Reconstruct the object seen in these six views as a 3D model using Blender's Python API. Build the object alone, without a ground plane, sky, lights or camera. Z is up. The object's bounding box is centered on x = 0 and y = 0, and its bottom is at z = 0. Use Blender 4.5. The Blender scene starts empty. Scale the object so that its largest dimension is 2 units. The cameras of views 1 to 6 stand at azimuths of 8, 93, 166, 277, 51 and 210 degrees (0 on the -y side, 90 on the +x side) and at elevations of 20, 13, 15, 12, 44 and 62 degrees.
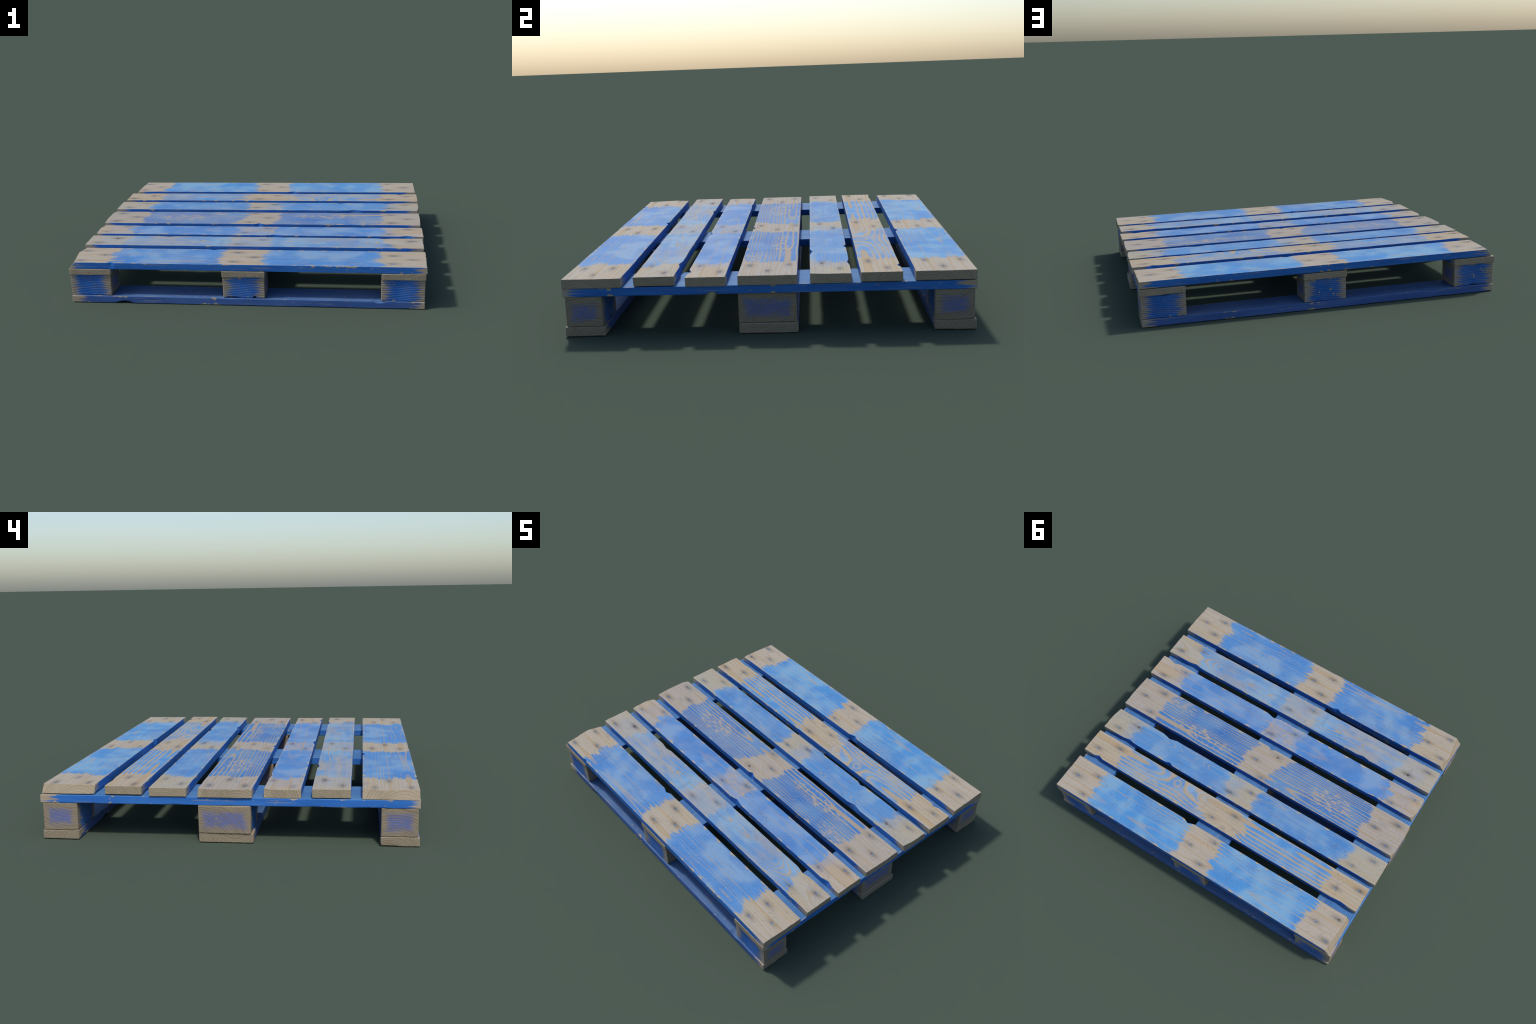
import bpy, bmesh, math
import numpy as np

# ------------------------------------------------------------------ helpers
RNG = np.random.default_rng(7)


def hash01(i, seed):
    """repeatable pseudo-random value in 0..1 for integer lattice points"""
    x = np.sin(np.asarray(i, float) * 127.1 + seed * 311.7 + 17.3) * 43758.5453
    return x - np.floor(x)


def noise1(x, seed):
    """smooth one-dimensional value noise in -1..1"""
    x = np.asarray(x, float)
    i = np.floor(x)
    f = x - i
    f = f * f * (3 - 2 * f)
    return 2 * (hash01(i, seed) * (1 - f) + hash01(i + 1, seed) * f) - 1


def noise2(x, y, seed):
    y = np.asarray(y, float)
    j = np.floor(y)
    f = y - j
    f = f * f * (3 - 2 * f)
    a = hash01(np.floor(x) + 57.0 * j, seed)
    b = hash01(np.floor(x) + 1 + 57.0 * j, seed)
    c = hash01(np.floor(x) + 57.0 * (j + 1), seed)
    d = hash01(np.floor(x) + 1 + 57.0 * (j + 1), seed)
    g = x - np.floor(x)
    g = g * g * (3 - 2 * g)
    return 2 * ((a * (1 - g) + b * g) * (1 - f) + (c * (1 - g) + d * g) * f) - 1


def smooth(a, b, x):
    t = np.clip((x - a) / (b - a), 0, 1)
    return t * t * (3 - 2 * t)


# ------------------------------------------------------------------ shader expressions
class Graph:
    """tiny layer over a node tree so that masks can be written as formulas"""

    def __init__(self, name):
        self.mat = bpy.data.materials.new(name)
        self.mat.use_nodes = True
        self.nt = self.mat.node_tree
        self.nt.nodes.clear()
        self.out = self.nt.nodes.new("ShaderNodeOutputMaterial")
        self.bsdf = self.nt.nodes.new("ShaderNodeBsdfPrincipled")
        self.nt.links.new(self.bsdf.outputs[0], self.out.inputs[0])
        tc = self.nt.nodes.new("ShaderNodeTexCoord")
        sep = self.nt.nodes.new("ShaderNodeSeparateXYZ")
        self.nt.links.new(tc.outputs["Object"], sep.inputs[0])
        self.u, self.v, self.w = (V(self, sep.outputs[i]) for i in range(3))

    def plug(self, sock, val):
        if isinstance(val, V):
            self.nt.links.new(val.s, sock)
        else:
            sock.default_value = val

    def math(self, op, *args, clamp=False):
        n = self.nt.nodes.new("ShaderNodeMath")
        n.operation = op
        n.use_clamp = clamp
        for i, a in enumerate(args):
            self.plug(n.inputs[i], a)
        return V(self, n.outputs[0])

    def vec(self, x, y, z):
        n = self.nt.nodes.new("ShaderNodeCombineXYZ")
        for i, a in enumerate((x, y, z)):
            self.plug(n.inputs[i], a)
        return V(self, n.outputs[0])

    def noise(self, x, y=0.0, z=0.0, detail=2.0, rough=0.5):
        n = self.nt.nodes.new("ShaderNodeTexNoise")
        n.inputs["Scale"].default_value = 1.0
        n.inputs["Detail"].default_value = detail
        n.inputs["Roughness"].default_value = rough
        self.plug(n.inputs["Vector"], self.vec(x, y, z))
        return V(self, n.outputs[0])

    def white(self, x):
        n = self.nt.nodes.new("ShaderNodeTexWhiteNoise")
        n.noise_dimensions = "1D"
        self.plug(n.inputs["W"], x)
        return V(self, n.outputs[0])

    def step(self, a, b, x):
        """smooth step from a to b (a may exceed b)"""
        n = self.nt.nodes.new("ShaderNodeMapRange")
        n.interpolation_type = "SMOOTHSTEP"
        if a > b:
            x, a, b = -x, -a, -b
        self.plug(n.inputs["Value"], x)
        self.plug(n.inputs["From Min"], a)
        self.plug(n.inputs["From Max"], b)
        return V(self, n.outputs[0])

    def curve(self, x, pts, lo, hi):
        """profile drawn through a few control points (x in 0..1)"""
        n = self.nt.nodes.new("ShaderNodeFloatCurve")
        c = n.mapping.curves[0]
        pts = sorted(pts)
        while len(c.points) < len(pts):
            c.points.new(0.5, 0.5)
        for p, (a, b) in zip(c.points, pts):
            p.location = (a, (b - lo) / (hi - lo))
            p.handle_type = "AUTO_CLAMPED"
        n.mapping.extend = "HORIZONTAL"
        n.mapping.update()
        self.plug(n.inputs["Value"], x)
        return V(self, n.outputs[0]) * (hi - lo) + lo

    def mix(self, f, a, b):
        n = self.nt.nodes.new("ShaderNodeMix")
        n.data_type = "RGBA"
        self.plug(n.inputs["Factor"], f)
        for sock, c in ((n.inputs[6], a), (n.inputs[7], b)):
            if isinstance(c, V):
                self.nt.links.new(c.s, sock)
            else:
                sock.default_value = (*c, 1.0)
        return V(self, n.outputs[2])

    def scale_col(self, col, f):
        n = self.nt.nodes.new("ShaderNodeVectorMath")
        n.operation = "SCALE"
        self.plug(n.inputs[0], col)
        self.plug(n.inputs["Scale"], f)
        return V(self, n.outputs[0])

    def finish(self, col, rough, height=None, strength=0.4, dist=0.002):
        self.nt.links.new(col.s, self.bsdf.inputs["Base Color"])
        self.plug(self.bsdf.inputs["Roughness"], rough)
        self.bsdf.inputs["Specular IOR Level"].default_value = 0.15
        if height is not None:
            b = self.nt.nodes.new("ShaderNodeBump")
            b.inputs["Strength"].default_value = strength
            b.inputs["Distance"].default_value = dist
            self.plug(b.inputs["Height"], height)
            self.nt.links.new(b.outputs[0], self.bsdf.inputs["Normal"])
        return self.mat


class V:
    def __init__(self, g, s):
        self.g, self.s = g, s

    def __add__(self, o): return self.g.math("ADD", self, o)
    __radd__ = __add__
    def __sub__(self, o): return self.g.math("SUBTRACT", self, o)
    def __rsub__(self, o): return self.g.math("SUBTRACT", o, self)
    def __mul__(self, o): return self.g.math("MULTIPLY", self, o)
    __rmul__ = __mul__
    def __truediv__(self, o): return self.g.math("DIVIDE", self, o)
    def __neg__(self): return self.g.math("MULTIPLY", self, -1.0)
    def abs(self): return self.g.math("ABSOLUTE", self)
    def sqrt(self): return self.g.math("SQRT", self)
    def floor(self): return self.g.math("FLOOR", self)
    def frac(self): return self.g.math("FRACT", self)
    def exp(self): return self.g.math("EXPONENT", self)
    def max(self, o): return self.g.math("MAXIMUM", self, o)
    def min(self, o): return self.g.math("MINIMUM", self, o)
    def clamp(self): return self.g.math("ADD", self, 0.0, clamp=True)


# ------------------------------------------------------------------ colours (base colours)
WOOD_PALE = (0.395, 0.350, 0.296)
WOOD_TAN = (0.400, 0.312, 0.208)
WOOD_DARK = (0.270, 0.205, 0.135)
BLUE_LIGHT = (0.182, 0.328, 0.508)
BLUE_MID = (0.077, 0.238, 0.515)
BLUE_DEEP = (0.058, 0.180, 0.440)
BLUE_SIDE = (0.024, 0.124, 0.420)  # blue lowered partway towards the ambient shadow seen on gap-facing sides
STAIN = (0.088, 0.076, 0.072)


def tint(c, t):
    return tuple(a * b for a, b in zip(c, t))


# ------------------------------------------------------------------ wood grain
def ring_field(g, u, v, w, hw, p):
    """growth rings of a log whose pith lies under the board: straight lines far from
    the pith, long cathedral loops above it; knots bulge the rings."""
    sd = p["seed"] * 3.7
    vw = v + 0.014 * (g.noise(u * 2.2, v * 5.0, sd, 1.0) - 0.5)
    d = g.curve(u * 0.5 + 0.5, [(x * 0.5 + 0.5, z) for x, z in p["depth"]], 0.0, 0.12)
    d = d + 0.008 * (g.noise(u * 6.0 + sd, 0.0, sd, 1.0) - 0.5) + (w - hw)
    a = vw - p["pith"]
    r = (a * a + d * d).sqrt() * p["freq"]
    r = r + 0.45 * (g.noise(u * 3.0, v * 9.0, sd + 5, 2.0) - 0.5)
    for ku, kv, ru, rv, amp in p.get("knots", ()):
        du, dv = (u - ku) / ru, (v - kv) / rv
        r = r + amp * (-(du * du + dv * dv)).exp()
    # years of quick and slow growth: the lines are not evenly spaced
    return r + 1.5 * (g.noise(r * 0.42, sd, 0.0, 1.0) - 0.5)


def late_line(g, r, sharp=0.5):
    f = r.frac()
    return g.step(1.0 - sharp, 0.88, f) * g.step(1.0, 0.90, f)


def deck_top_material(p):
    """worn blue paint left between the nailed strips, bare wood over the stringers"""
    g = Graph("worn_deck_paint")
    hu, hv, hw = p["half"]
    u, v, w = g.u, g.v, g.w
    sd = p["seed"]
    r = ring_field(g, u, v, w, hw, p)
    ring_id = g.white(r.floor() + 0.5)
    bold = g.step(0.10, 0.85, ring_id) * g.step(0.30, 0.60, g.noise(u * 3.2, r.floor() * 3.7, sd, 2.0))
    bold = bold * (1.0 - p.get("bold", 0.1)) + p.get("bold", 0.1)
    late_full = late_line(g, r, p.get("line_width", 0.44))
    late = late_full * (0.12 + 0.88 * bold)
    fibre = g.noise(u * 4.0, v * 260.0, sd * 2.0, 2.0)
    fibre2 = g.noise(u * 9.0, v * 90.0, sd * 5.0, 2.0)

    # ---- wood
    tan = g.step(0.60, 0.80, g.white(r.floor() + 7.5)) * g.step(0.05, 0.45, r.frac())
    wood = g.mix((late_full * 0.55 + late * 0.3 + tan * 0.65).clamp(), tint(WOOD_PALE, p["tint"]), tint(WOOD_TAN, p["tint"]))
    dark = g.step(0.74, 0.86, r.frac()) * g.step(1.0, 0.93, r.frac())
    wood = g.mix(dark * (0.06 + 0.16 * bold), wood, WOOD_DARK)
    wood = g.scale_col(wood, 0.90 + 0.18 * fibre)
    wood = g.mix(0.30 * g.step(0.48, 0.75, g.noise(u * 5, v * 12, sd + 30.0, 2.0)), wood, (0.285, 0.262, 0.232))
    for ku, kv, ru, rv, amp in p.get("knots", ()):
        if amp > 2.3:
            du, dv = (u - ku) / (ru * 0.22), (v - kv) / (rv * 0.30)
            wood = g.mix(0.5 * g.step(1.3, 0.7, du * du + dv * dv), wood, (0.25, 0.215, 0.19))

    # ---- blue film, faded in soft bands
    cloud = g.noise(u * 7.0 + sd, v * 7.0, sd * 1.3, 1.0)
    cloud2 = g.noise(u * 5.0, v * 8.0 + 0.5 * ring_id, sd * 2.1 + 4, 0.0)
    blue = g.mix(0.90 * g.step(0.36, 0.64, cloud), tint(BLUE_MID, p["blue"]), tint(BLUE_LIGHT, p["blue"]))
    blue = g.mix(0.50 * g.step(0.44, 0.72, cloud2), blue, tint(BLUE_DEEP, p["blue"]))
    blue = g.scale_col(blue, 0.95 + 0.10 * fibre)

    # ---- where the film is left: between boundaries drawn across the board
    t = v / (2 * hv) + 0.5
    jag = 0.034 * (g.noise(u * 5.0, v * 75.0, sd * 3.0, 3.0, 0.65) - 0.5) \
        + 0.028 * (g.noise(u * 5.0, v * 18.0, sd * 3.0 + 2.0, 2.0) - 0.5) \
        + 0.040 * (fibre - 0.5) + 0.024 * (ring_id - 0.5) - 0.024 * late_full - 0.018 * late + 0.012
    zone = None
    for outer, inner in p["painted"]:
        lo, hi = min(outer[0][1], inner[0][1]) - 0.15, max(outer[0][1], inner[0][1]) + 0.15
        co = g.curve(t, outer, lo, hi)
        ci = g.curve(t, inner, lo, hi)
        z = (co - u).min(u - ci) if outer[0][1] > inner[0][1] else (u - co).min(ci - u)
        zone = z if zone is None else zone.max(z)
    soft = p.get("soft", 0.013)
    cover = g.step(-soft, soft, zone + jag)
    # thin wash over the bare strips or rubbed stretches
    for u0, u1, amount in p.get("wash", ()):
        band = g.step(u0 - 0.03, u0 + 0.03, u + jag) * g.step(u1 + 0.03, u1 - 0.03, u + jag)
        blot = g.step(0.30, 0.55, fibre2 * 0.5 + g.noise(u * 14, v * 16, sd + 3.0, 2.0) * 0.5)
        cover = cover.max(band * amount * blot)
    # rings stand proud and lose their paint first
    rub = p["rub"] * g.step(0.32, 0.55, g.noise(u * 2.5, v * 7.0, sd * 1.7 + 8.0, 2.0))
    cover = cover * (1.0 - (late * (0.28 + rub)).min(0.92))
    for u0, u1, amount in p.get("thin", ()):
        band = g.step(u0 - 0.06, u0 + 0.06, u) * g.step(u1 + 0.06, u1 - 0.06, u)
        cover = cover * (1.0 - band * amount * g.step(0.3, 0.65, g.noise(u * 5.0, v * 14.0, sd + 6.0, 2.0)))
    # chips, scuffs and slanting scratches
    chip = g.step(0.67, 0.70, g.noise(u * 55.0, v * 90.0, sd + 60.0, 1.0)) * (0.25 + 0.75 * late)
    a, b = u + v, u - v
    scr = g.step(0.69, 0.73, g.noise(a * 9.0, b * 150.0, sd + 20.0, 1.0))
    wear = chip * 0.85
    for su, sv, ru, rv, amt in p.get("scuffs", ()):
        du, dv = (u - su) / ru, (v - sv) / rv
        spot = (-(du * du + dv * dv)).exp()
        flake = g.step(0.505, 0.535, g.noise(u * 24.0, v * 62.0, sd + 77.0, 2.0) - 0.10 * (1.0 - spot))
        strokes = g.step(0.66, 0.69, g.noise(a * 9.0, b * 110.0, sd + 33.0, 0.0))
        wear = wear.max((flake * (0.75 + 0.25 * late_full) + strokes * 0.35 + late * 0.9).min(1.0) * g.step(0.25, 0.6, spot) * amt)
    cover = cover * (1.0 - wear.max(scr * 0.5).clamp())
    # paint knocked off along the arrises in dashes
    edge = hv - v.abs()
    dash = g.step(0.46, 0.52, g.noise(u * 15.0, sd + 90.0 + 9.0 * g.step(-0.01, 0.01, v), 0.0, 2.0) - edge * 13.0)
    cover = cover * (1.0 - dash)
    col = g.mix(cover, wood, blue)

    # ---- rusty stains drawn out along the grain from each nail
    stain = None
    for nu, nv, s in p["stains"]:
        du, dv = u - nu, v - nv
        q = (du * du * (1 / 0.0012) + dv * dv * (1 / 0.00020))
        m = s * (0.62 * (-q * 0.8).exp() + 0.5 * (-q.sqrt() * 2.2).exp())
        stain = m if stain is None else stain.max(m)
    stain = (stain * (0.75 + 0.6 * fibre2)).clamp()
    col = g.mix(stain * 0.92, col, STAIN)
    # faint dried water rings and hairline scribbles
    ringmark = g.noise(u * 7.0, v * 7.0, sd + 11.0, 0.0)
    mark = g.step(0.012, 0.0, (ringmark - 0.57).abs())
    col = g.mix(mark * 0.20, col, (0.12, 0.13, 0.17))

    # ---- relief: raised rings, fibres, small slanting dents
    dent = g.step(0.72, 0.82, g.noise(a * 30.0, b * 80.0, sd + 44.0, 0.0))
    h = late * 0.35 + fibre * 0.25 + cover * 0.12 - dent * 3.6
    return g.finish(col, 0.62 - 0.12 * cover, h, 0.5, 0.0016)


def painted_material(name, half, seed, blue, end_fade=0.06, chips=1.0, ribs=0.0, along=1.0):
    """deep blue paint on sawn faces, gone at the board ends and along the arrises"""
    g = Graph(name)
    hu, hv, hw = half
    u, v, w = g.u, g.v, g.w
    fibre = g.noise(u * 5.0, v * 190.0, w * 190.0 + seed, 2.0)
    streak = g.noise(u * 7.0, v * 60.0 + seed, w * 120.0, 2.0)
    wood = g.mix(g.step(0.35, 0.65, streak), tint(WOOD_PALE, (0.92, 0.90, 0.84)), tint(WOOD_TAN, (0.9, 0.9, 0.9)))
    wood = g.scale_col(wood, 0.86 + 0.28 * fibre)
    tone = g.noise(u * 4.0 + seed, v * 9.0, w * 30.0, 2.0)
    paint = g.mix(g.step(0.35, 0.65, tone), blue, tint(blue, (1.35, 1.22, 1.1)))
    paint = g.scale_col(paint, 0.84 + 0.32 * fibre)
    end = hu - u.abs()
    cover = g.step(-0.022, 0.026, end - end_fade * (0.25 + 1.3 * g.step(0.3, 0.7, streak)))
    # dashes of bare wood where the arris was knocked
    edge = (hv - v.abs()).max(0.0) + (hw - w.abs()).max(0.0)
    n = g.noise(u * 15.0, seed + 3.0, (w + v) * 6.0, 2.0)
    dash = g.step(0.585, 0.61, n - edge * 9.0)
    spot = g.step(0.72, 0.75, g.noise(u * 38.0, v * 60.0 + seed, w * 70.0, 1.0))
    streakwear = g.step(0.66, 0.74, g.noise(u * 6.0, v * 80.0, w * 130.0 + seed, 1.0)) * 0.35
    cover = cover * (1.0 - (dash + spot * 0.6 + streakwear).min(1.0) * chips)
    col = g.mix(cover, wood, paint)
    h = fibre * 0.5 + cover * 0.15
    if ribs:
        rib = g.math("SINE", v * (2 * math.pi / 0.0125) + 3.0 * g.noise(v * 9.0, u * 1.5, seed, 1.0))
        patch = g.step(0.38, 0.55, g.noise(v * 9.0, u * 2.0, seed + 5.0, 1.0))
        h = h + rib * ribs * patch
        col = g.scale_col(col, 1.0 + 0.07 * rib * patch)
    return g.finish(col, 0.55, h, 0.5, 0.0018)


def end_grain_material(name, pith, freq, seed, paint=0.0, half=None, dull=1.0):
    """sawn end: arcs of rings with a rough, fuzzy surface; blocks keep a worn stencil of blue"""
    g = Graph(name)
    u, v, w = g.u, g.v, g.w
    a, b = v - pith[0], w - pith[1]
    r = (a * a + b * b).sqrt() * freq + 1.2 * (g.noise(v * 14.0, w * 14.0, seed, 2.0) - 0.5)
    r = r + 1.6 * (g.noise(r * 0.4, seed, 0.0, 1.0) - 0.5)
    late = late_line(g, r, 0.7) * (0.35 + 0.65 * g.white(r.floor() + 0.5))
    fuzz = g.noise(v * 160.0, w * 220.0, seed + u * 3.0, 3.0, 0.65)
    col = g.mix(late * 0.8, (0.315, 0.262, 0.188), (0.235, 0.182, 0.115))
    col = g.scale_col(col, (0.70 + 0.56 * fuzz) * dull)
    h = fuzz * 0.9 + late * 0.4
    if paint:
        hu, hv, hw = half
        d = (hv - v.abs()).min(hw - w.abs())
        m = g.step(0.012, 0.046, d + 0.052 * (g.noise(v * 16.0, w * 45.0, seed + 9.0, 3.0) - 0.5))
        speck = g.step(0.40, 0.62, 0.60 * g.noise(v * 20.0, w * 170.0, seed + 2.0, 3.0) + 0.30 * fuzz + 0.22 * (1.0 - late))
        flake = g.step(0.70, 0.68, g.noise(v * 45.0, w * 55.0, seed + 4.0, 1.0))
        col = g.scale_col(col, 0.86)
        col = g.mix(m * speck * flake * paint, col, (0.070, 0.122, 0.370))
    return g.finish(col, 0.8, h, 0.7, 0.0022)


def block_side_material(seed, half):
    """rough-sawn sides of a spacer block: blue with bare ends and bare streaks"""
    g = Graph("block_paint")
    hu, hv, hw = half
    u, v, w = g.u, g.v, g.w
    wave = 0.004 * g.math("SINE", u * 22.0 + seed) + 0.006 * (g.noise(u * 8.0, seed, 0.0, 1.0) - 0.5)
    q = (w + v * 0.8 + wave)
    saw = g.math("SINE", q * (2 * math.pi / 0.0105))
    fibre = g.noise(u * 5.0, v * 120.0, w * 140.0 + seed, 2.0)
    streak = g.noise(u * 6.0, q * 85.0, seed, 2.0)
    wood = g.mix(g.step(0.3, 0.7, streak), (0.36, 0.30, 0.225), (0.285, 0.23, 0.165))
    wood = g.scale_col(wood, 0.84 + 0.3 * fibre)
    tone = g.noise(u * 9.0, v * 9.0, w * 5.0 + seed, 2.0)
    paint = g.mix(g.step(0.35, 0.65, tone), BLUE_SIDE, (0.050, 0.165, 0.500))
    paint = g.mix(0.30 * g.step(0.42, 0.70, g.noise(u * 16.0, v * 16.0, w * 22.0 + seed, 3.0)), paint, (0.135, 0.150, 0.210))
    paint = g.scale_col(paint, 0.92 + 0.12 * saw)
    end = hu - u.abs()
    cover = g.step(-0.016, 0.030, end - 0.010 - 0.040 * g.step(0.25, 0.78, streak) - 0.012 * saw)
    edge = (hv - v.abs()).max(0.0) + (hw - w.abs()).max(0.0)
    dash = g.step(0.56, 0.60, g.noise(u * 22.0, seed, (w + v) * 5.0, 2.0) - edge * 8.0)
    flake = g.step(0.70, 0.73, g.noise(u * 45.0, v * 60.0, w * 30.0 + seed, 1.0))
    line = g.step(0.60, 0.75, streak) * 0.25
    cover = cover * (1.0 - (dash + flake + line).min(1.0))
    col = g.mix(cover, wood, paint)
    return g.finish(col, 0.6, saw * 0.45 + fibre * 0.5, 0.55, 0.0022)


# ------------------------------------------------------------------ timber geometry
def grid_lines(half, step, clusters, edge=(0.0, 0.0012, 0.0028, 0.005, 0.009)):
    """ruling of one axis: even steps, close to both ends, tighter where a detail sits"""
    x = list(np.linspace(-half, half, max(3, int(round(2 * half / step)) + 1)))
    x += [-half + e for e in edge] + [half - e for e in edge]
    for c, offs in clusters:
        x += [c + o for o in offs if abs(c + o) < half]
    x = np.array(sorted(x))
    keep = [x[0]]
    for a in x[1:-1]:
        if a - keep[-1] > 0.0009 and x[-1] - a > 0.0009:
            keep.append(a)
    keep.append(x[-1])
    return np.array(keep)


NAIL_OFFS = (-0.012, -0.008, -0.0055, -0.003, 0.0, 0.003, 0.0055, 0.008, 0.012)


def timber(name, half, mats, seed, loc, rot=0.0, step=(0.012, 0.012), notches=(), ends=None,
           nails=(), round_min=0.0014, round_var=0.0032, wobble=0.0007, end_rough=0.0011):
    """a sawn, knocked-about piece of wood: rounded box with chips, bevelled ends and nail dimples"""
    hu, hv, hw = half
    cu = [(n[0], NAIL_OFFS) for n in nails]
    cv = [(n[1], NAIL_OFFS) for n in nails]
    for n in notches:
        cu.append((n["u"], np.linspace(-1.15, 1.15, 13) * n["width"]))
    U = grid_lines(hu, step[0], cu)
    W_ = grid_lines(hw, 0.02, [])
    VV = grid_lines(hv, step[1], cv)
    nu, nv, nw = len(U), len(VV), len(W_)
    ids = -np.ones((nu, nv, nw), int)
    surf = np.zeros((nu, nv, nw), bool)
    surf[[0, -1]] = True
    surf[:, [0, -1]] = True
    surf[:, :, [0, -1]] = True
    idx = np.argwhere(surf)
    ids[surf] = np.arange(len(idx))
    P = np.stack([U[idx[:, 0]], VV[idx[:, 1]], W_[idx[:, 2]]], 1)

    # knocked, uneven arrises: rounding radius changes along the piece
    key = P[:, 0] * 11 + np.sign(P[:, 1]) * 31.7 + np.sign(P[:, 2]) * 17.3
    rad = round_min + round_var * np.clip(noise1(key, seed) * 0.5 + noise1(key * 3.1, seed + 2) * 0.5, 0, 1) ** 1.5
    H = np.array(half)
    inner = np.clip(P, -(H - rad[:, None]), H - rad[:, None])
    d = P - inner
    L = np.linalg.norm(d, axis=1)
    m = L > 1e-9
    P[m] = inner[m] + d[m] / L[m][:, None] * np.minimum(L[m], rad[m])[:, None]

    # ends out of square and bevelled
    top = (P[:, 2] + hw) / (2 * hw)
    for sgn in (-1, 1):
        near = smooth(0.09, 0.0, hu - sgn * P[:, 0])
        cut = end_rough * noise1(P[:, 1] * 40, seed + 5 + sgn) + 0.6 * end_rough * noise2(P[:, 1] * 130, P[:, 2] * 90, seed + sgn)
        spec = (ends or {}).get(sgn)
        if spec:
            vs, tops, bots = zip(*spec)
            cut = cut + np.interp(P[:, 1], vs, tops) * top + np.interp(P[:, 1], vs, bots) * (1 - top)
        P[:, 0] -= sgn * cut * near

    # slightly bowed and uneven faces
    P[:, 1] += wobble * noise1(P[:, 0] * 4 + 3, seed + 9) + 0.5 * wobble * np.sign(P[:, 1]) * noise1(P[:, 0] * 17, seed + 11)
    P[:, 2] += 0.5 * wobble * noise2(P[:, 0] * 5, P[:, 1] * 8, seed + 13) * smooth(-1, 1, P[:, 2] / hw)

    # chips broken out of the arrises
    for n in notches:
        prof = np.clip(1 - np.abs(P[:, 0] - n["u"] - 0.0) / n["width"], 0, 1)
        if n.get("round"):
            prof = np.sin(prof * math.pi / 2)
        prof = prof + 0.10 * noise1(P[:, 0] * 160, seed + 21) * (prof > 0) * (1 - prof)
        if n["axis"] == "v":
            s = n["side"]
            near = np.clip(1 - (hv - s * P[:, 1]) / 0.024, 0, 1)
            lift = np.interp(top, (0, 1), n.get("slope", (0.9, 1.0)))
            P[:, 1] -= s * n["depth"] * prof * near * lift
        else:
            s = n["side"]
            near = np.clip(1 - (hw - s * P[:, 2]) / 0.022, 0, 1)
            e = n.get("edge")
            if e:
                near = near * smooth(n.get("reach", 0.05), 0.0, hv - e * P[:, 1])
            P[:, 2] -= s * n["depth"] * prof * near

    # nail heads punched below the surface
    upper = idx[:, 2] == nw - 1
    for nx, ny, deep in nails:
        q = (P[:, 0] - nx) ** 2 + (P[:, 1] - ny) ** 2
        P[:, 2] -= upper * deep * np.exp(-q / 0.0075 ** 2)

    faces, mat_idx = [], []

    def sheet(a, flip, slot):
        q = np.stack([a[:-1, :-1], a[1:, :-1], a[1:, 1:], a[:-1, 1:]], -1).reshape(-1, 4)
        faces.append(q[:, ::-1] if flip else q)
        mat_idx.append(np.full(len(q), slot))

    sheet(ids[:, :, -1], False, 0)
    sheet(ids[:, :, 0], True, 3)
    sheet(ids[:, 0, :], False, 1)
    sheet(ids[:, -1, :], True, 1)
    sheet(ids[0, :, :], True, 2)
    sheet(ids[-1, :, :], False, 2)
    F = np.concatenate(faces)
    slots = np.concatenate(mat_idx)
    me = bpy.data.meshes.new(name)
    me.vertices.add(len(P))
    me.vertices.foreach_set("co", P.astype(np.float32).ravel())
    me.loops.add(F.size)
    me.loops.foreach_set("vertex_index", F.ravel().astype(np.int32))
    me.polygons.add(len(F))
    me.polygons.foreach_set("loop_start", np.arange(0, F.size, 4, dtype=np.int32))
    for mt in mats:
        me.materials.append(mt)
    me.polygons.foreach_set("material_index", slots.astype(np.int32))
    me.update(calc_edges=True)
    me.validate()
    me.shade_smooth()
    me.set_sharp_from_angle(angle=math.radians(38))
    ob = bpy.data.objects.new(name, me)
    ob.location = loc
    ob.rotation_euler = (0, 0, rot)
    bpy.context.scene.collection.objects.link(ob)
    return ob


def nail_mesh(name, radius, mat):
    """short shank with a flat, slightly domed head"""
    bm = bmesh.new()
    prof = [(0.0, 0.0006), (0.55, 0.0005), (0.88, 0.0001), (1.0, -0.0007), (0.97, -0.0016), (0.5, -0.0019), (0.48, -0.010), (0.0, -0.010)]
    n = 16
    rings = []
    for r, z in prof:
        if r == 0:
            rings.append([bm.verts.new((0, 0, z))])
        else:
            rings.append([bm.verts.new((radius * r * math.cos(2 * math.pi * k / n), radius * r * math.sin(2 * math.pi * k / n), z)) for k in range(n)])
    for a, b in zip(rings[:-1], rings[1:]):
        for k in range(n):
            k2 = (k + 1) % n
            if len(a) == 1:
                bm.faces.new((a[0], b[k], b[k2]))
            elif len(b) == 1:
                bm.faces.new((a[k], b[0], a[k2]))
            else:
                bm.faces.new((a[k], b[k], b[k2], a[k2]))
    bmesh.ops.recalc_face_normals(bm, faces=bm.faces)
    me = bpy.data.meshes.new(name)
    bm.to_mesh(me)
    bm.free()
    me.materials.append(mat)
    me.shade_smooth()
    return me


def nail_material(name, col, rough):
    g = Graph(name)
    n = g.noise(g.u * 300.0, g.v * 300.0, 1.0, 2.0)
    c = g.mix(g.step(0.5, 0.7, n), col, tint(col, (0.8, 0.78, 0.75)))
    return g.finish(c, rough)


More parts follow.
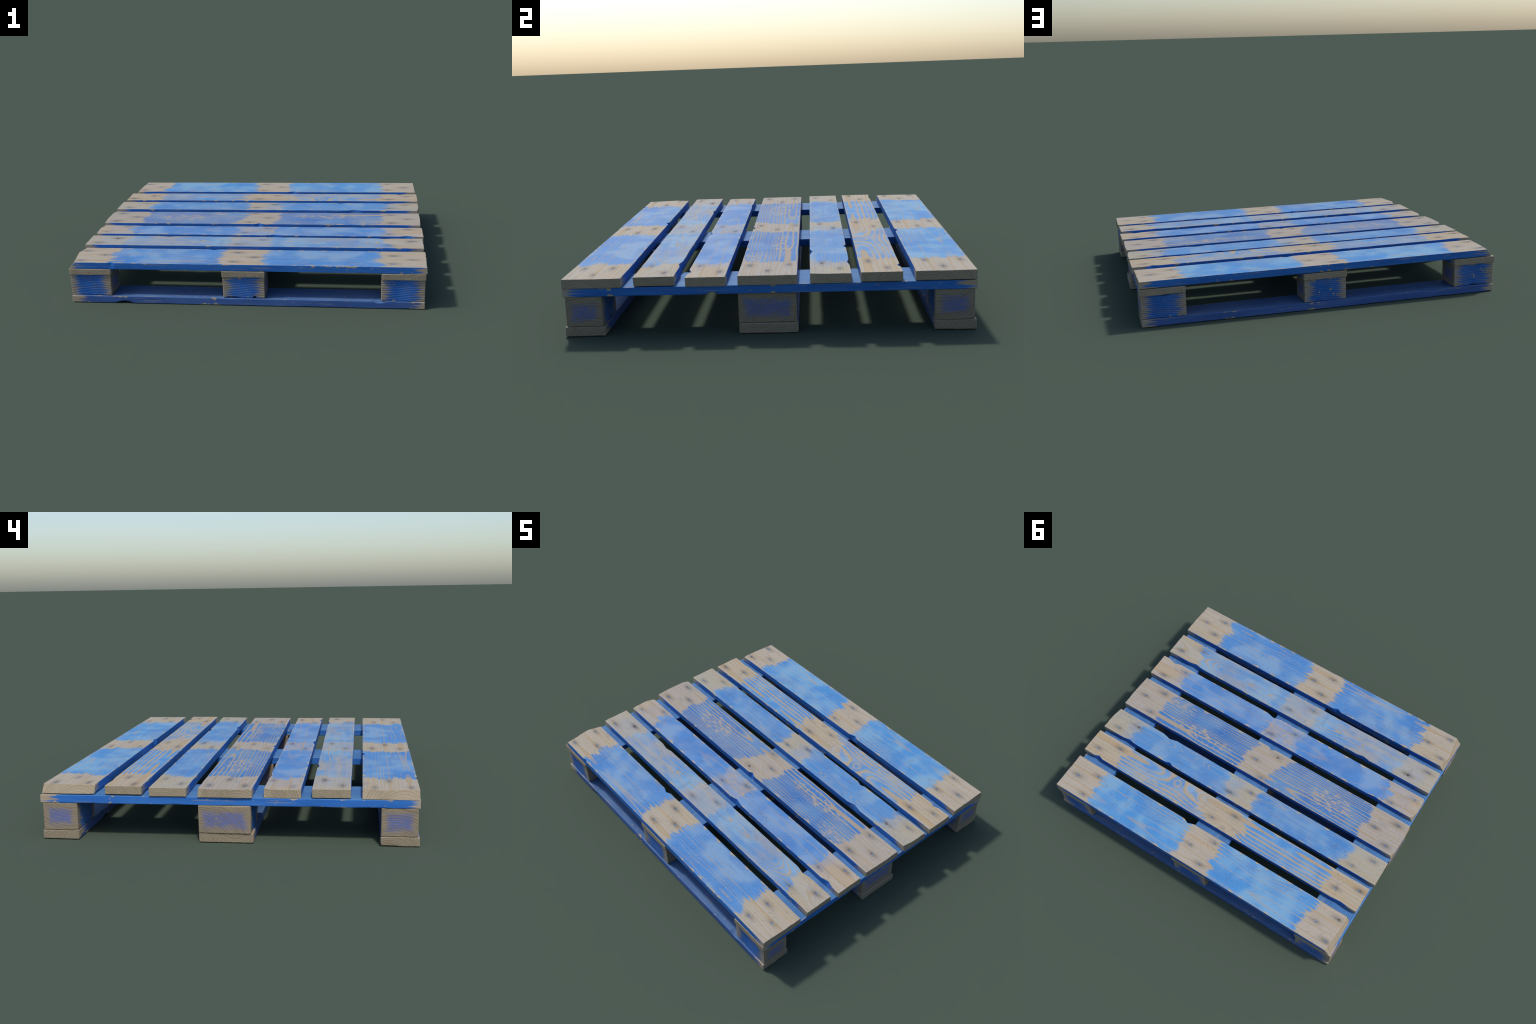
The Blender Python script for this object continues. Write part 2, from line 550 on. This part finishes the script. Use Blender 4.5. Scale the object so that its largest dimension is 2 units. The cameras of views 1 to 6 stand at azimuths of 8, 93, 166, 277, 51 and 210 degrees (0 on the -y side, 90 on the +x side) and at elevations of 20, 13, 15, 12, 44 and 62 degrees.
# ------------------------------------------------------------------ the pallet
Z_DECK = (0.2025, 0.2405)
Z_CROSS = (0.1660, 0.2010)
Z_BLOCK = (0.0412, 0.1650)
Z_FOOT = (0.0, 0.0395)

pallet = bpy.data.objects.new("wooden_pallet", None)
pallet["label"] = "worn wooden pallet with faded blue paint and bare nailed strips"
pallet["category"] = "wooden pallet"
bpy.context.scene.collection.objects.link(pallet)

nail_blue = nail_mesh("nail", 0.0062, nail_material("nail_paint", (0.085, 0.220, 0.450), 0.6))
nail_rust = nail_mesh("rusty_nail", 0.0042, nail_material("nail_rust", (0.035, 0.026, 0.024), 0.7))

# each deck board: span, end shapes (position across, inset at top, inset at bottom), nails,
# chips, edge of the paint film (position across, position along) and how the log was cut
DECK = [
    dict(y=(-0.825, -0.584), x=(-0.993, 0.995), seed=1, lift=0.0004, tint=(1.01, 1.0, 0.95), blue=(0.98, 0.96, 0.97),
         nails=[(-0.927, -0.79, 1), (-0.807, -0.698, 1), (-0.932, -0.635, 1), (0.922, -0.712, 1), (0.812, -0.776, 1), (0.817, -0.654, 1),
                (-0.055, -0.776, 1.3), (0.05, -0.703, 1), (-0.047, -0.633, 1)],
         paint=[([(-0.82, 0.752), (-0.77, 0.735), (-0.74, 0.712), (-0.694, 0.73), (-0.636, 0.738), (-0.595, 0.728)],
                 [(-0.817, 0.135), (-0.752, 0.114), (-0.699, 0.112), (-0.645, 0.117), (-0.59, 0.146)]),
                ([(-0.82, -0.750), (-0.772, -0.742), (-0.73, -0.738), (-0.705, -0.766), (-0.665, -0.755), (-0.596, -0.728)],
                 [(-0.821, -0.135), (-0.80, -0.158), (-0.76, -0.157), (-0.705, -0.148), (-0.646, -0.154), (-0.597, -0.139)])],
         chips=[(-0.20, 1, 0.014, 0.032), (-0.745, -1, 0.008, 0.020)],
         ends={-1: [(-0.825, 0.037, 0.004), (-0.76, 0.028, 0.0), (-0.666, 0.012, 0.0), (-0.584, 0.036, 0.003)], 1: [(-0.825, 0.004, 0.0), (-0.584, 0.0, 0.0)]},
         log=dict(pith=-0.785, depth=[(1, .035), (.6, .02), (.3, .032), (0, .012), (-.15, .03), (-.5, .036), (-.74, .015), (-1, .02)], freq=56, rub=0.35)),
    dict(y=(-0.535, -0.371), x=(-0.987, 0.990), seed=2, lift=0.0026, tint=(0.96, 0.98, 0.96), blue=(1.10, 1.06, 1.0),
         nails=[(-0.922, -0.498, 1), (-0.815, -0.417, 0), (0.925, -0.418, 1), (0.803, -0.491, 1), (0.062, -0.419, 1), (-0.072, -0.495, 1)],
         paint=[([(-0.53, 0.81), (-0.472, 0.79), (-0.448, 0.741), (-0.385, 0.765)], [(-0.53, 0.11), (-0.423, 0.13), (-0.38, 0.11)]),
                ([(-0.53, -0.74), (-0.482, -0.743), (-0.432, -0.722), (-0.38, -0.714)], [(-0.53, -0.17), (-0.45, -0.14), (-0.38, -0.14)])],
         wash=[(-0.16, 0.13, 0.52), (-0.90, -0.72, 0.22)], thin=[(-0.74, -0.28, 0.72), (0.40, 0.8, 0.40), (0.2, 0.45, 0.2)],
         chips=[(-0.515, 1, 0.009, 0.045), (0.775, 1, 0.010, 0.05)],
         ends={1: [(-0.535, 0.0, 0.004), (-0.371, 0.0, 0.002)]},
         log=dict(pith=-0.445, depth=[(1, .07), (.8, .088), (.72, .080), (.60, .052), (.45, .040), (.3, .030), (.09, .014), (-.1, .010), (-.3, .026), (-.42, .030), (-.55, .012), (-1, .016)], freq=80, rub=0.85, bold=0.28)),
    dict(y=(-0.324, -0.165), x=(-0.989, 1.0), seed=3, lift=-0.0011, tint=(1.02, 0.99, 0.95), blue=(1.02, 0.93, 0.96),
         nails=[(-0.932, -0.285, 1), (-0.818, -0.19, 1), (0.804, -0.287, 1), (0.911, -0.193, 1), (0.066, -0.199, 1), (-0.061, -0.281, 1)],
         paint=[([(-0.318, 0.736), (-0.294, 0.751), (-0.237, 0.761), (-0.187, 0.749), (-0.165, 0.714)],
                 [(-0.32, 0.114), (-0.263, 0.13), (-0.213, 0.135), (-0.166, 0.141)]),
                ([(-0.32, -0.72), (-0.265, -0.757), (-0.249, -0.785), (-0.187, -0.757), (-0.165, -0.72)],
                 [(-0.315, -0.147), (-0.253, -0.124), (-0.212, -0.138), (-0.17, -0.15)])],
         wash=[(-0.17, 0.12, 0.75), (0.74, 0.84, 0.35), (-0.90, -0.74, 0.18)],
         chips=[(0.12, -1, 0.013, 0.05), (0.905, -1, 0.013, 0.045), (-0.715, 1, 0.007, 0.06)],
         ends={-1: [(-0.324, 0.006, 0.0), (-0.30, 0.002, 0.0), (-0.22, 0.0, 0.0), (-0.185, 0.008, 0.0), (-0.165, 0.022, 0.0)], 1: [(-0.324, 0.0, 0.0), (-0.165, 0.002, 0.0)]},
         scuffs=[(0.03, -0.24, 0.12, 0.05, 0.7)],
         log=dict(pith=-0.235, depth=[(1, .018), (.5, .03), (0, .02), (-.5, .045), (-.7, .03), (-1, .010)], freq=26, rub=0.10, line_width=0.24, 
                  knots=[(0.05, -0.170, 0.075, 0.040, 2.6), (-0.69, -0.180, 0.085, 0.045, 2.2)])),
    dict(y=(-0.1155, 0.1210), x=(-1.0, 0.997), seed=4, lift=-0.0004, tint=(0.93, 0.94, 0.97), blue=(0.64, 0.73, 0.84),
         nails=[(-0.93, -0.076, 1), (-0.815, 0.009, 1), (-0.929, 0.08, 1), (0.82, -0.076, 1), (0.817, 0.085, 1), (0.918, 0.002, 1),
                (0.048, 0.009, 1), (-0.059, -0.078, 0), (-0.048, 0.10, 1)],
         paint=[([(-0.105, 0.725), (-0.033, 0.745), (0.021, 0.753), (0.06, 0.747), (0.11, 0.737)],
                 [(-0.09, 0.10), (-0.041, 0.121), (-0.002, 0.143), (0.032, 0.132), (0.07, 0.128), (0.119, 0.146)]),
                ([(-0.102, -0.727), (-0.044, -0.744), (0.002, -0.749), (0.06, -0.712), (0.115, -0.735)],
                 [(-0.098, -0.17), (-0.057, -0.15), (-0.009, -0.126), (0.049, -0.099), (0.096, -0.094), (0.121, -0.117)])],
         chips=[(0.0, -1, 0.014, 0.026)],
         ends={-1: [(-0.115, 0.006, 0.0), (-0.03, 0.0, 0.0), (0.085, 0.0, 0.0), (0.121, 0.014, 0.0)], 1: [(-0.115, 0.006, 0.002), (0.0, 0.001, 0.0), (0.121, 0.003, 0.0)]},
         thin=[(-0.62, -0.12, 0.10)],
         scuffs=[(0.45, 0.050, 0.24, 0.055, 1.0), (-0.50, 0.01, 0.20, 0.075, 1.0), (0.66, -0.06, 0.12, 0.05, 0.8)],
         log=dict(pith=0.078, depth=[(1, .014), (.6, .027), (.35, .018), (.1, .024), (-.15, .029), (-.35, .020), (-.7, .012), (-1, .018)], freq=66, rub=1.2, line_width=0.42, bold=0.70)),
    dict(y=(0.172, 0.335), x=(-0.999, 0.999), seed=5, lift=0.0015, tint=(0.95, 0.99, 0.96), blue=(1.02, 1.0, 0.98),
         nails=[(-0.922, 0.209, 1), (-0.822, 0.299, 1), (0.811, 0.222, 0), (0.91, 0.293, 1), (-0.054, 0.223, 1), (0.058, 0.29, 1)],
         paint=[([(0.175, 0.757), (0.228, 0.775), (0.298, 0.795), (0.323, 0.795)], [(0.175, 0.13), (0.235, 0.126), (0.269, 0.12), (0.30, 0.06), (0.33, 0.075)]),
                ([(0.18, -0.768), (0.224, -0.771), (0.257, -0.76), (0.333, -0.725)], [(0.18, -0.125), (0.215, -0.12), (0.281, -0.114), (0.324, -0.135)])],
         wash=[(0.78, 0.86, 0.45), (0.02, 0.12, 0.4)],
         chips=[(0.59, -1, 0.013, 0.05), (0.49, 1, 0.012, 0.03), (0.80, 1, 0.008, 0.05)],
         ends={1: [(0.172, 0.012, 0.0), (0.205, 0.007, 0.0), (0.245, 0.002, 0.0), (0.335, 0.002, 0.0)]},
         log=dict(pith=0.212, depth=[(1, .010), (.6, .018), (.53, .028), (.42, .046), (.33, .036), (.2, .012), (0, .010), (-.15, .018), (-.24, .036), (-.35, .020), (-.6, .010), (-1, .014)], freq=92, rub=0.38, bold=0.3,
                  knots=[(0.30, 0.335, 0.10, 0.06, 2.2), (-0.24, 0.18, 0.09, 0.05, -2.0)])),
    dict(y=(0.372, 0.536), x=(-0.986, 0.999), seed=6, lift=0.0042, tint=(1.03, 1.0, 0.91), blue=(1.06, 1.04, 1.0),
         nails=[(-0.938, 0.414, 1), (-0.814, 0.474, 1), (0.811, 0.414, 1), (0.93, 0.482, 1), (-0.059, 0.411, 1), (0.054, 0.49, 1)],
         paint=[([(0.372, 0.722), (0.42, 0.711), (0.468, 0.765), (0.53, 0.733)], [(0.372, 0.20), (0.40, 0.235), (0.426, 0.225), (0.47, 0.17), (0.518, 0.10)]),
                ([(0.379, -0.693), (0.392, -0.724), (0.464, -0.734), (0.502, -0.718)], [(0.382, -0.124), (0.416, -0.153), (0.46, -0.19), (0.515, -0.147)])],
         wash=[(0.14, 0.24, 0.35)], thin=[(0.10, 0.34, 0.40), (0.5, 0.75, 0.30)], scuffs=[(0.45, 0.50, 0.24, 0.035, 0.7), (0.18, 0.46, 0.10, 0.05, 0.8)],
         chips=[(0.888, 1, 0.012, 0.032), (-0.88, 1, 0.006, 0.06)],
         ends={1: [(0.372, 0.0, 0.0), (0.536, 0.002, 0.0)]},
         log=dict(pith=0.405, depth=[(1, .012), (.7, .013), (.5, .034), (.36, .060), (.24, .040), (.1, .014), (-.1, .012), (-.4, .022), (-1, .012)], freq=44, rub=1.1, line_width=0.72, bold=0.5,
                  knots=[(-0.043, 0.515, 0.085, 0.045, 2.6), (0.36, 0.412, 0.042, 0.030, 1.7), (0.21, 0.395, 0.05, 0.034, 1.1)])),
    dict(y=(0.587, 0.826), x=(-0.984, 0.992), seed=7, lift=0.0028, tint=(1.03, 1.01, 0.96), blue=(1.0, 1.08, 1.04),
         nails=[(-0.819, 0.709, 1), (-0.925, 0.629, 0), (-0.926, 0.779, 1), (0.807, 0.644, 1), (0.81, 0.792, 1), (0.918, 0.705, 1),
                (0.064, 0.71, 1), (-0.055, 0.624, 1), (-0.053, 0.784, 1)],
         paint=[([(0.604, 0.751), (0.649, 0.765), (0.692, 0.75), (0.713, 0.755), (0.778, 0.745), (0.816, 0.732)],
                 [(0.60, 0.131), (0.659, 0.141), (0.69, 0.118), (0.725, 0.135), (0.771, 0.125), (0.817, 0.151)]),
                ([(0.612, -0.761), (0.65, -0.761), (0.688, -0.739), (0.743, -0.727), (0.794, -0.72), (0.815, -0.733)],
                 [(0.605, -0.11), (0.669, -0.123), (0.724, -0.115), (0.764, -0.133), (0.801, -0.148)])],
         chips=[(0.153, -1, 0.015, 0.036)],
         ends={-1: [(0.587, 0.028, 0.006), (0.61, 0.022, 0.0), (0.7, 0.026, 0.0), (0.826, 0.036, 0.006)], 1: [(0.587, 0.0, 0.0), (0.826, 0.004, 0.0)]},
         log=dict(pith=0.765, depth=[(1, .03), (.5, .042), (.1, .028), (-.3, .046), (-.6, .03), (-1, .028)], freq=44, rub=0.28, knots=[(-0.42, 0.60, 0.16, 0.09, 1.3)])),
]

end_mats = [end_grain_material("sawn_end_grain", pt, fr, sd) for pt, fr, sd in
            [((-0.05, -0.10), 95, 1.0), ((0.03, 0.09), 105, 2.0), ((0.09, -0.06), 100, 3.0)]]

deck_half_side = (0.993, 0.12, 0.019)

for i, b in enumerate(DECK):
    (y0, y1), (x0, x1) = b["y"], b["x"]
    cx, cy, cz = (x0 + x1) / 2, (y0 + y1) / 2, sum(Z_DECK) / 2 + b["lift"]
    half = ((x1 - x0) / 2, (y1 - y0) / 2, (Z_DECK[1] - Z_DECK[0]) / 2)
    hv = half[1]
    across = lambda c: [((yy - cy) / (2 * hv) + 0.5, xx - cx) for yy, xx in c]
    p = dict(b["log"])
    p["pith"] -= cy
    p["knots"] = [(kx - cx, ky - cy, ru, rv, a) for kx, ky, ru, rv, a in p.get("knots", ())]
    p.update(half=half, seed=b["seed"], tint=b["tint"], blue=b["blue"],
             painted=[(across(o), across(n)) for o, n in b["paint"]],
             stains=[(nx - cx + 0.007 * noise1(nx * 50, 3), ny - cy, 0.52 + 0.45 * float(hash01(k, i))) for k, (nx, ny, s) in enumerate(b["nails"])],
             wash=[(a - cx, c - cx, s) for a, c, s in b.get("wash", ())],
             thin=[(a - cx, c - cx, s) for a, c, s in b.get("thin", ())],
             scuffs=[(sx - cx, sy - cy, ru, rv, a) for sx, sy, ru, rv, a in b.get("scuffs", ())])
    mats = [deck_top_material(p),
            painted_material("deck_edge_paint", half, 3.0 + i, BLUE_SIDE),
            end_mats[i % 3],
            painted_material("deck_underside_paint", half, 13.0 + i, (0.045, 0.14, 0.42))]
    board = timber("deck_board", half, mats, 10 + i, (cx, cy, cz),
                   step=(0.011, 0.011), nails=[(nx - cx, ny - cy, 0.0036 if s else 0.0062) for nx, ny, s in b["nails"]],
                   notches=[dict(axis="v", u=cxn - cx, side=s, depth=d, width=wd, slope=(0.0, 1.0) if wd < 0.024 else (0.2, 1.0)) for cxn, s, d, wd in b["chips"]],
                   ends={k: [(vv - cy, t_, b_) for vv, t_, b_ in pts] for k, pts in b.get("ends", {}).items()})
    board.parent = pallet
    for k, (nx, ny, s) in enumerate(b["nails"]):
        me = nail_blue if s else nail_rust
        nail = bpy.data.objects.new("nail", me)
        nail.location = (nx - cx, ny - cy, half[2] - (0.0026 if s else 0.0052))
        nail.rotation_euler = (0.08 * noise1(k * 3.3 + i, 1), 0.08 * noise1(k * 5.1 + i, 2), k * 1.3)
        sc = 0.92 + 0.16 * float(hash01(k + 10 * i, 5))
        nail.scale = (sc, sc, 1)
        nail.parent = board
        bpy.context.scene.collection.objects.link(nail)

# cross boards (run across under the deck)
CROSS = [((-0.992, -0.750), []), ((-0.120, 0.120), []), ((0.752, 0.988), [dict(axis="w", u=-0.22, side=-1, depth=0.010, width=0.03, edge=-1, reach=0.05)])]
for i, ((x0, x1), nt) in enumerate(CROSS):
    half = (0.828, (x1 - x0) / 2, (Z_CROSS[1] - Z_CROSS[0]) / 2)
    mats = [painted_material("cross_board_paint", half, 31.0 + i, (0.060, 0.170, 0.385), ribs=0.55),
            painted_material("cross_edge_paint", half, 34.0 + i, (0.026, 0.128, 0.435), end_fade=0.05),
            end_mats[(i + 1) % 3],
            painted_material("cross_underside_paint", half, 37.0 + i, (0.045, 0.14, 0.42))]
    ob = timber("cross_board", half, mats, 40 + i, ((x0 + x1) / 2, 0.001, sum(Z_CROSS) / 2), rot=math.pi / 2,
                step=(0.02, 0.02), notches=nt, round_min=0.002, round_var=0.006)
    ob.parent = pallet

# foot boards
FOOT = [((-0.826, -0.662), [dict(axis="w", u=-0.68, side=-1, depth=0.014, width=0.055, edge=-1, round=True, reach=0.07),
                            dict(axis="w", u=0.745, side=1, depth=0.010, width=0.04, edge=-1, round=True, reach=0.04)]),
        ((-0.117, 0.121), []),
        ((0.663, 0.828), [dict(axis="w", u=-0.594, side=-1, depth=0.012, width=0.045, edge=-1, reach=0.06),
                          dict(axis="w", u=-0.62, side=1, depth=0.010, width=0.05, edge=1, round=True, reach=0.04)])]
for i, ((y0, y1), nt) in enumerate(FOOT):
    half = (0.988, (y1 - y0) / 2, (Z_FOOT[1] - Z_FOOT[0]) / 2)
    mats = [painted_material("foot_board_paint", half, 51.0 + i, (0.066, 0.140, 0.315)),
            painted_material("foot_edge_paint", half, 54.0 + i, (0.044, 0.100, 0.290), end_fade=0.05),
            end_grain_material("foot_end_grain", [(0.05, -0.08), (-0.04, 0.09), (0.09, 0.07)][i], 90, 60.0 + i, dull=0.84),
            painted_material("foot_underside_paint", half, 57.0 + i, (0.055, 0.12, 0.33))]
    ob = timber("foot_board", half, mats, 60 + i, (-0.002, (y0 + y1) / 2, sum(Z_FOOT) / 2),
                step=(0.02, 0.02), notches=nt, round_min=0.002, round_var=0.006)
    ob.parent = pallet

# nine spacer blocks
BX = [(-0.990, -0.754), (-0.117, 0.117), (0.752, 0.986)]
BY = [(-0.820, -0.664), (-0.115, 0.117), (0.664, 0.822)]
block_chips = {
    (1, 0): [dict(axis="w", u=0.060, side=-1, depth=0.014, width=0.016, edge=-1, reach=0.05),
             dict(axis="w", u=-0.065, side=-1, depth=0.007, width=0.050, edge=-1, round=True, reach=0.06)],
    (2, 2): [dict(axis="w", u=-0.01, side=1, depth=0.007, width=0.035, edge=1, round=True, reach=0.05)],
    (0, 2): [dict(axis="w", u=0.0, side=-1, depth=0.006, width=0.035, edge=1, round=True, reach=0.05)],
}
# some blocks have a waney, rounded-off corner
block_ends = {
    (0, 1): {-1: [(-0.115, 0.005, 0.0), (-0.09, 0.0, 0.0), (0.115, 0.0, 0.002)]},
}
for i, (x0, x1) in enumerate(BX):
    for j, (y0, y1) in enumerate(BY):
        shift = (0.0055, 0.0105, 0.0105)[i] if j == 1 else 0.0
        xa, xb = x0 - shift, x1 - shift
        ya, yb = [(-0.108, 0.122), (-0.115, 0.117), (-0.119, 0.115)][i] if j == 1 else (y0, min(y1, 0.8195))
        if (i, j) == (2, 0):
            yb -= 0.005
        k = 3 * i + j
        half = ((xb - xa) / 2, (yb - ya) / 2, (Z_BLOCK[1] - Z_BLOCK[0]) / 2)
        side = block_side_material(k * 1.9 + 1.0, half)
        endm = end_grain_material("block_end_grain", [(0.02, -0.16), (-0.05, 0.17), (0.10, -0.12)][(k + j) % 3], [85, 95, 75][k % 3], 70.0 + k, 0.66, half, dull=0.94)
        ob = timber("spacer_block", half, [side, side, endm, side], 80 + k, ((xa + xb) / 2, (ya + yb) / 2, sum(Z_BLOCK) / 2),
                    step=(0.012, 0.012), notches=block_chips.get((i, j), ()), ends=block_ends.get((i, j)), round_min=0.003, round_var=0.009, wobble=0.0015, rot=0.008 * float(noise1(k * 1.7, 4)))
        ob.parent = pallet
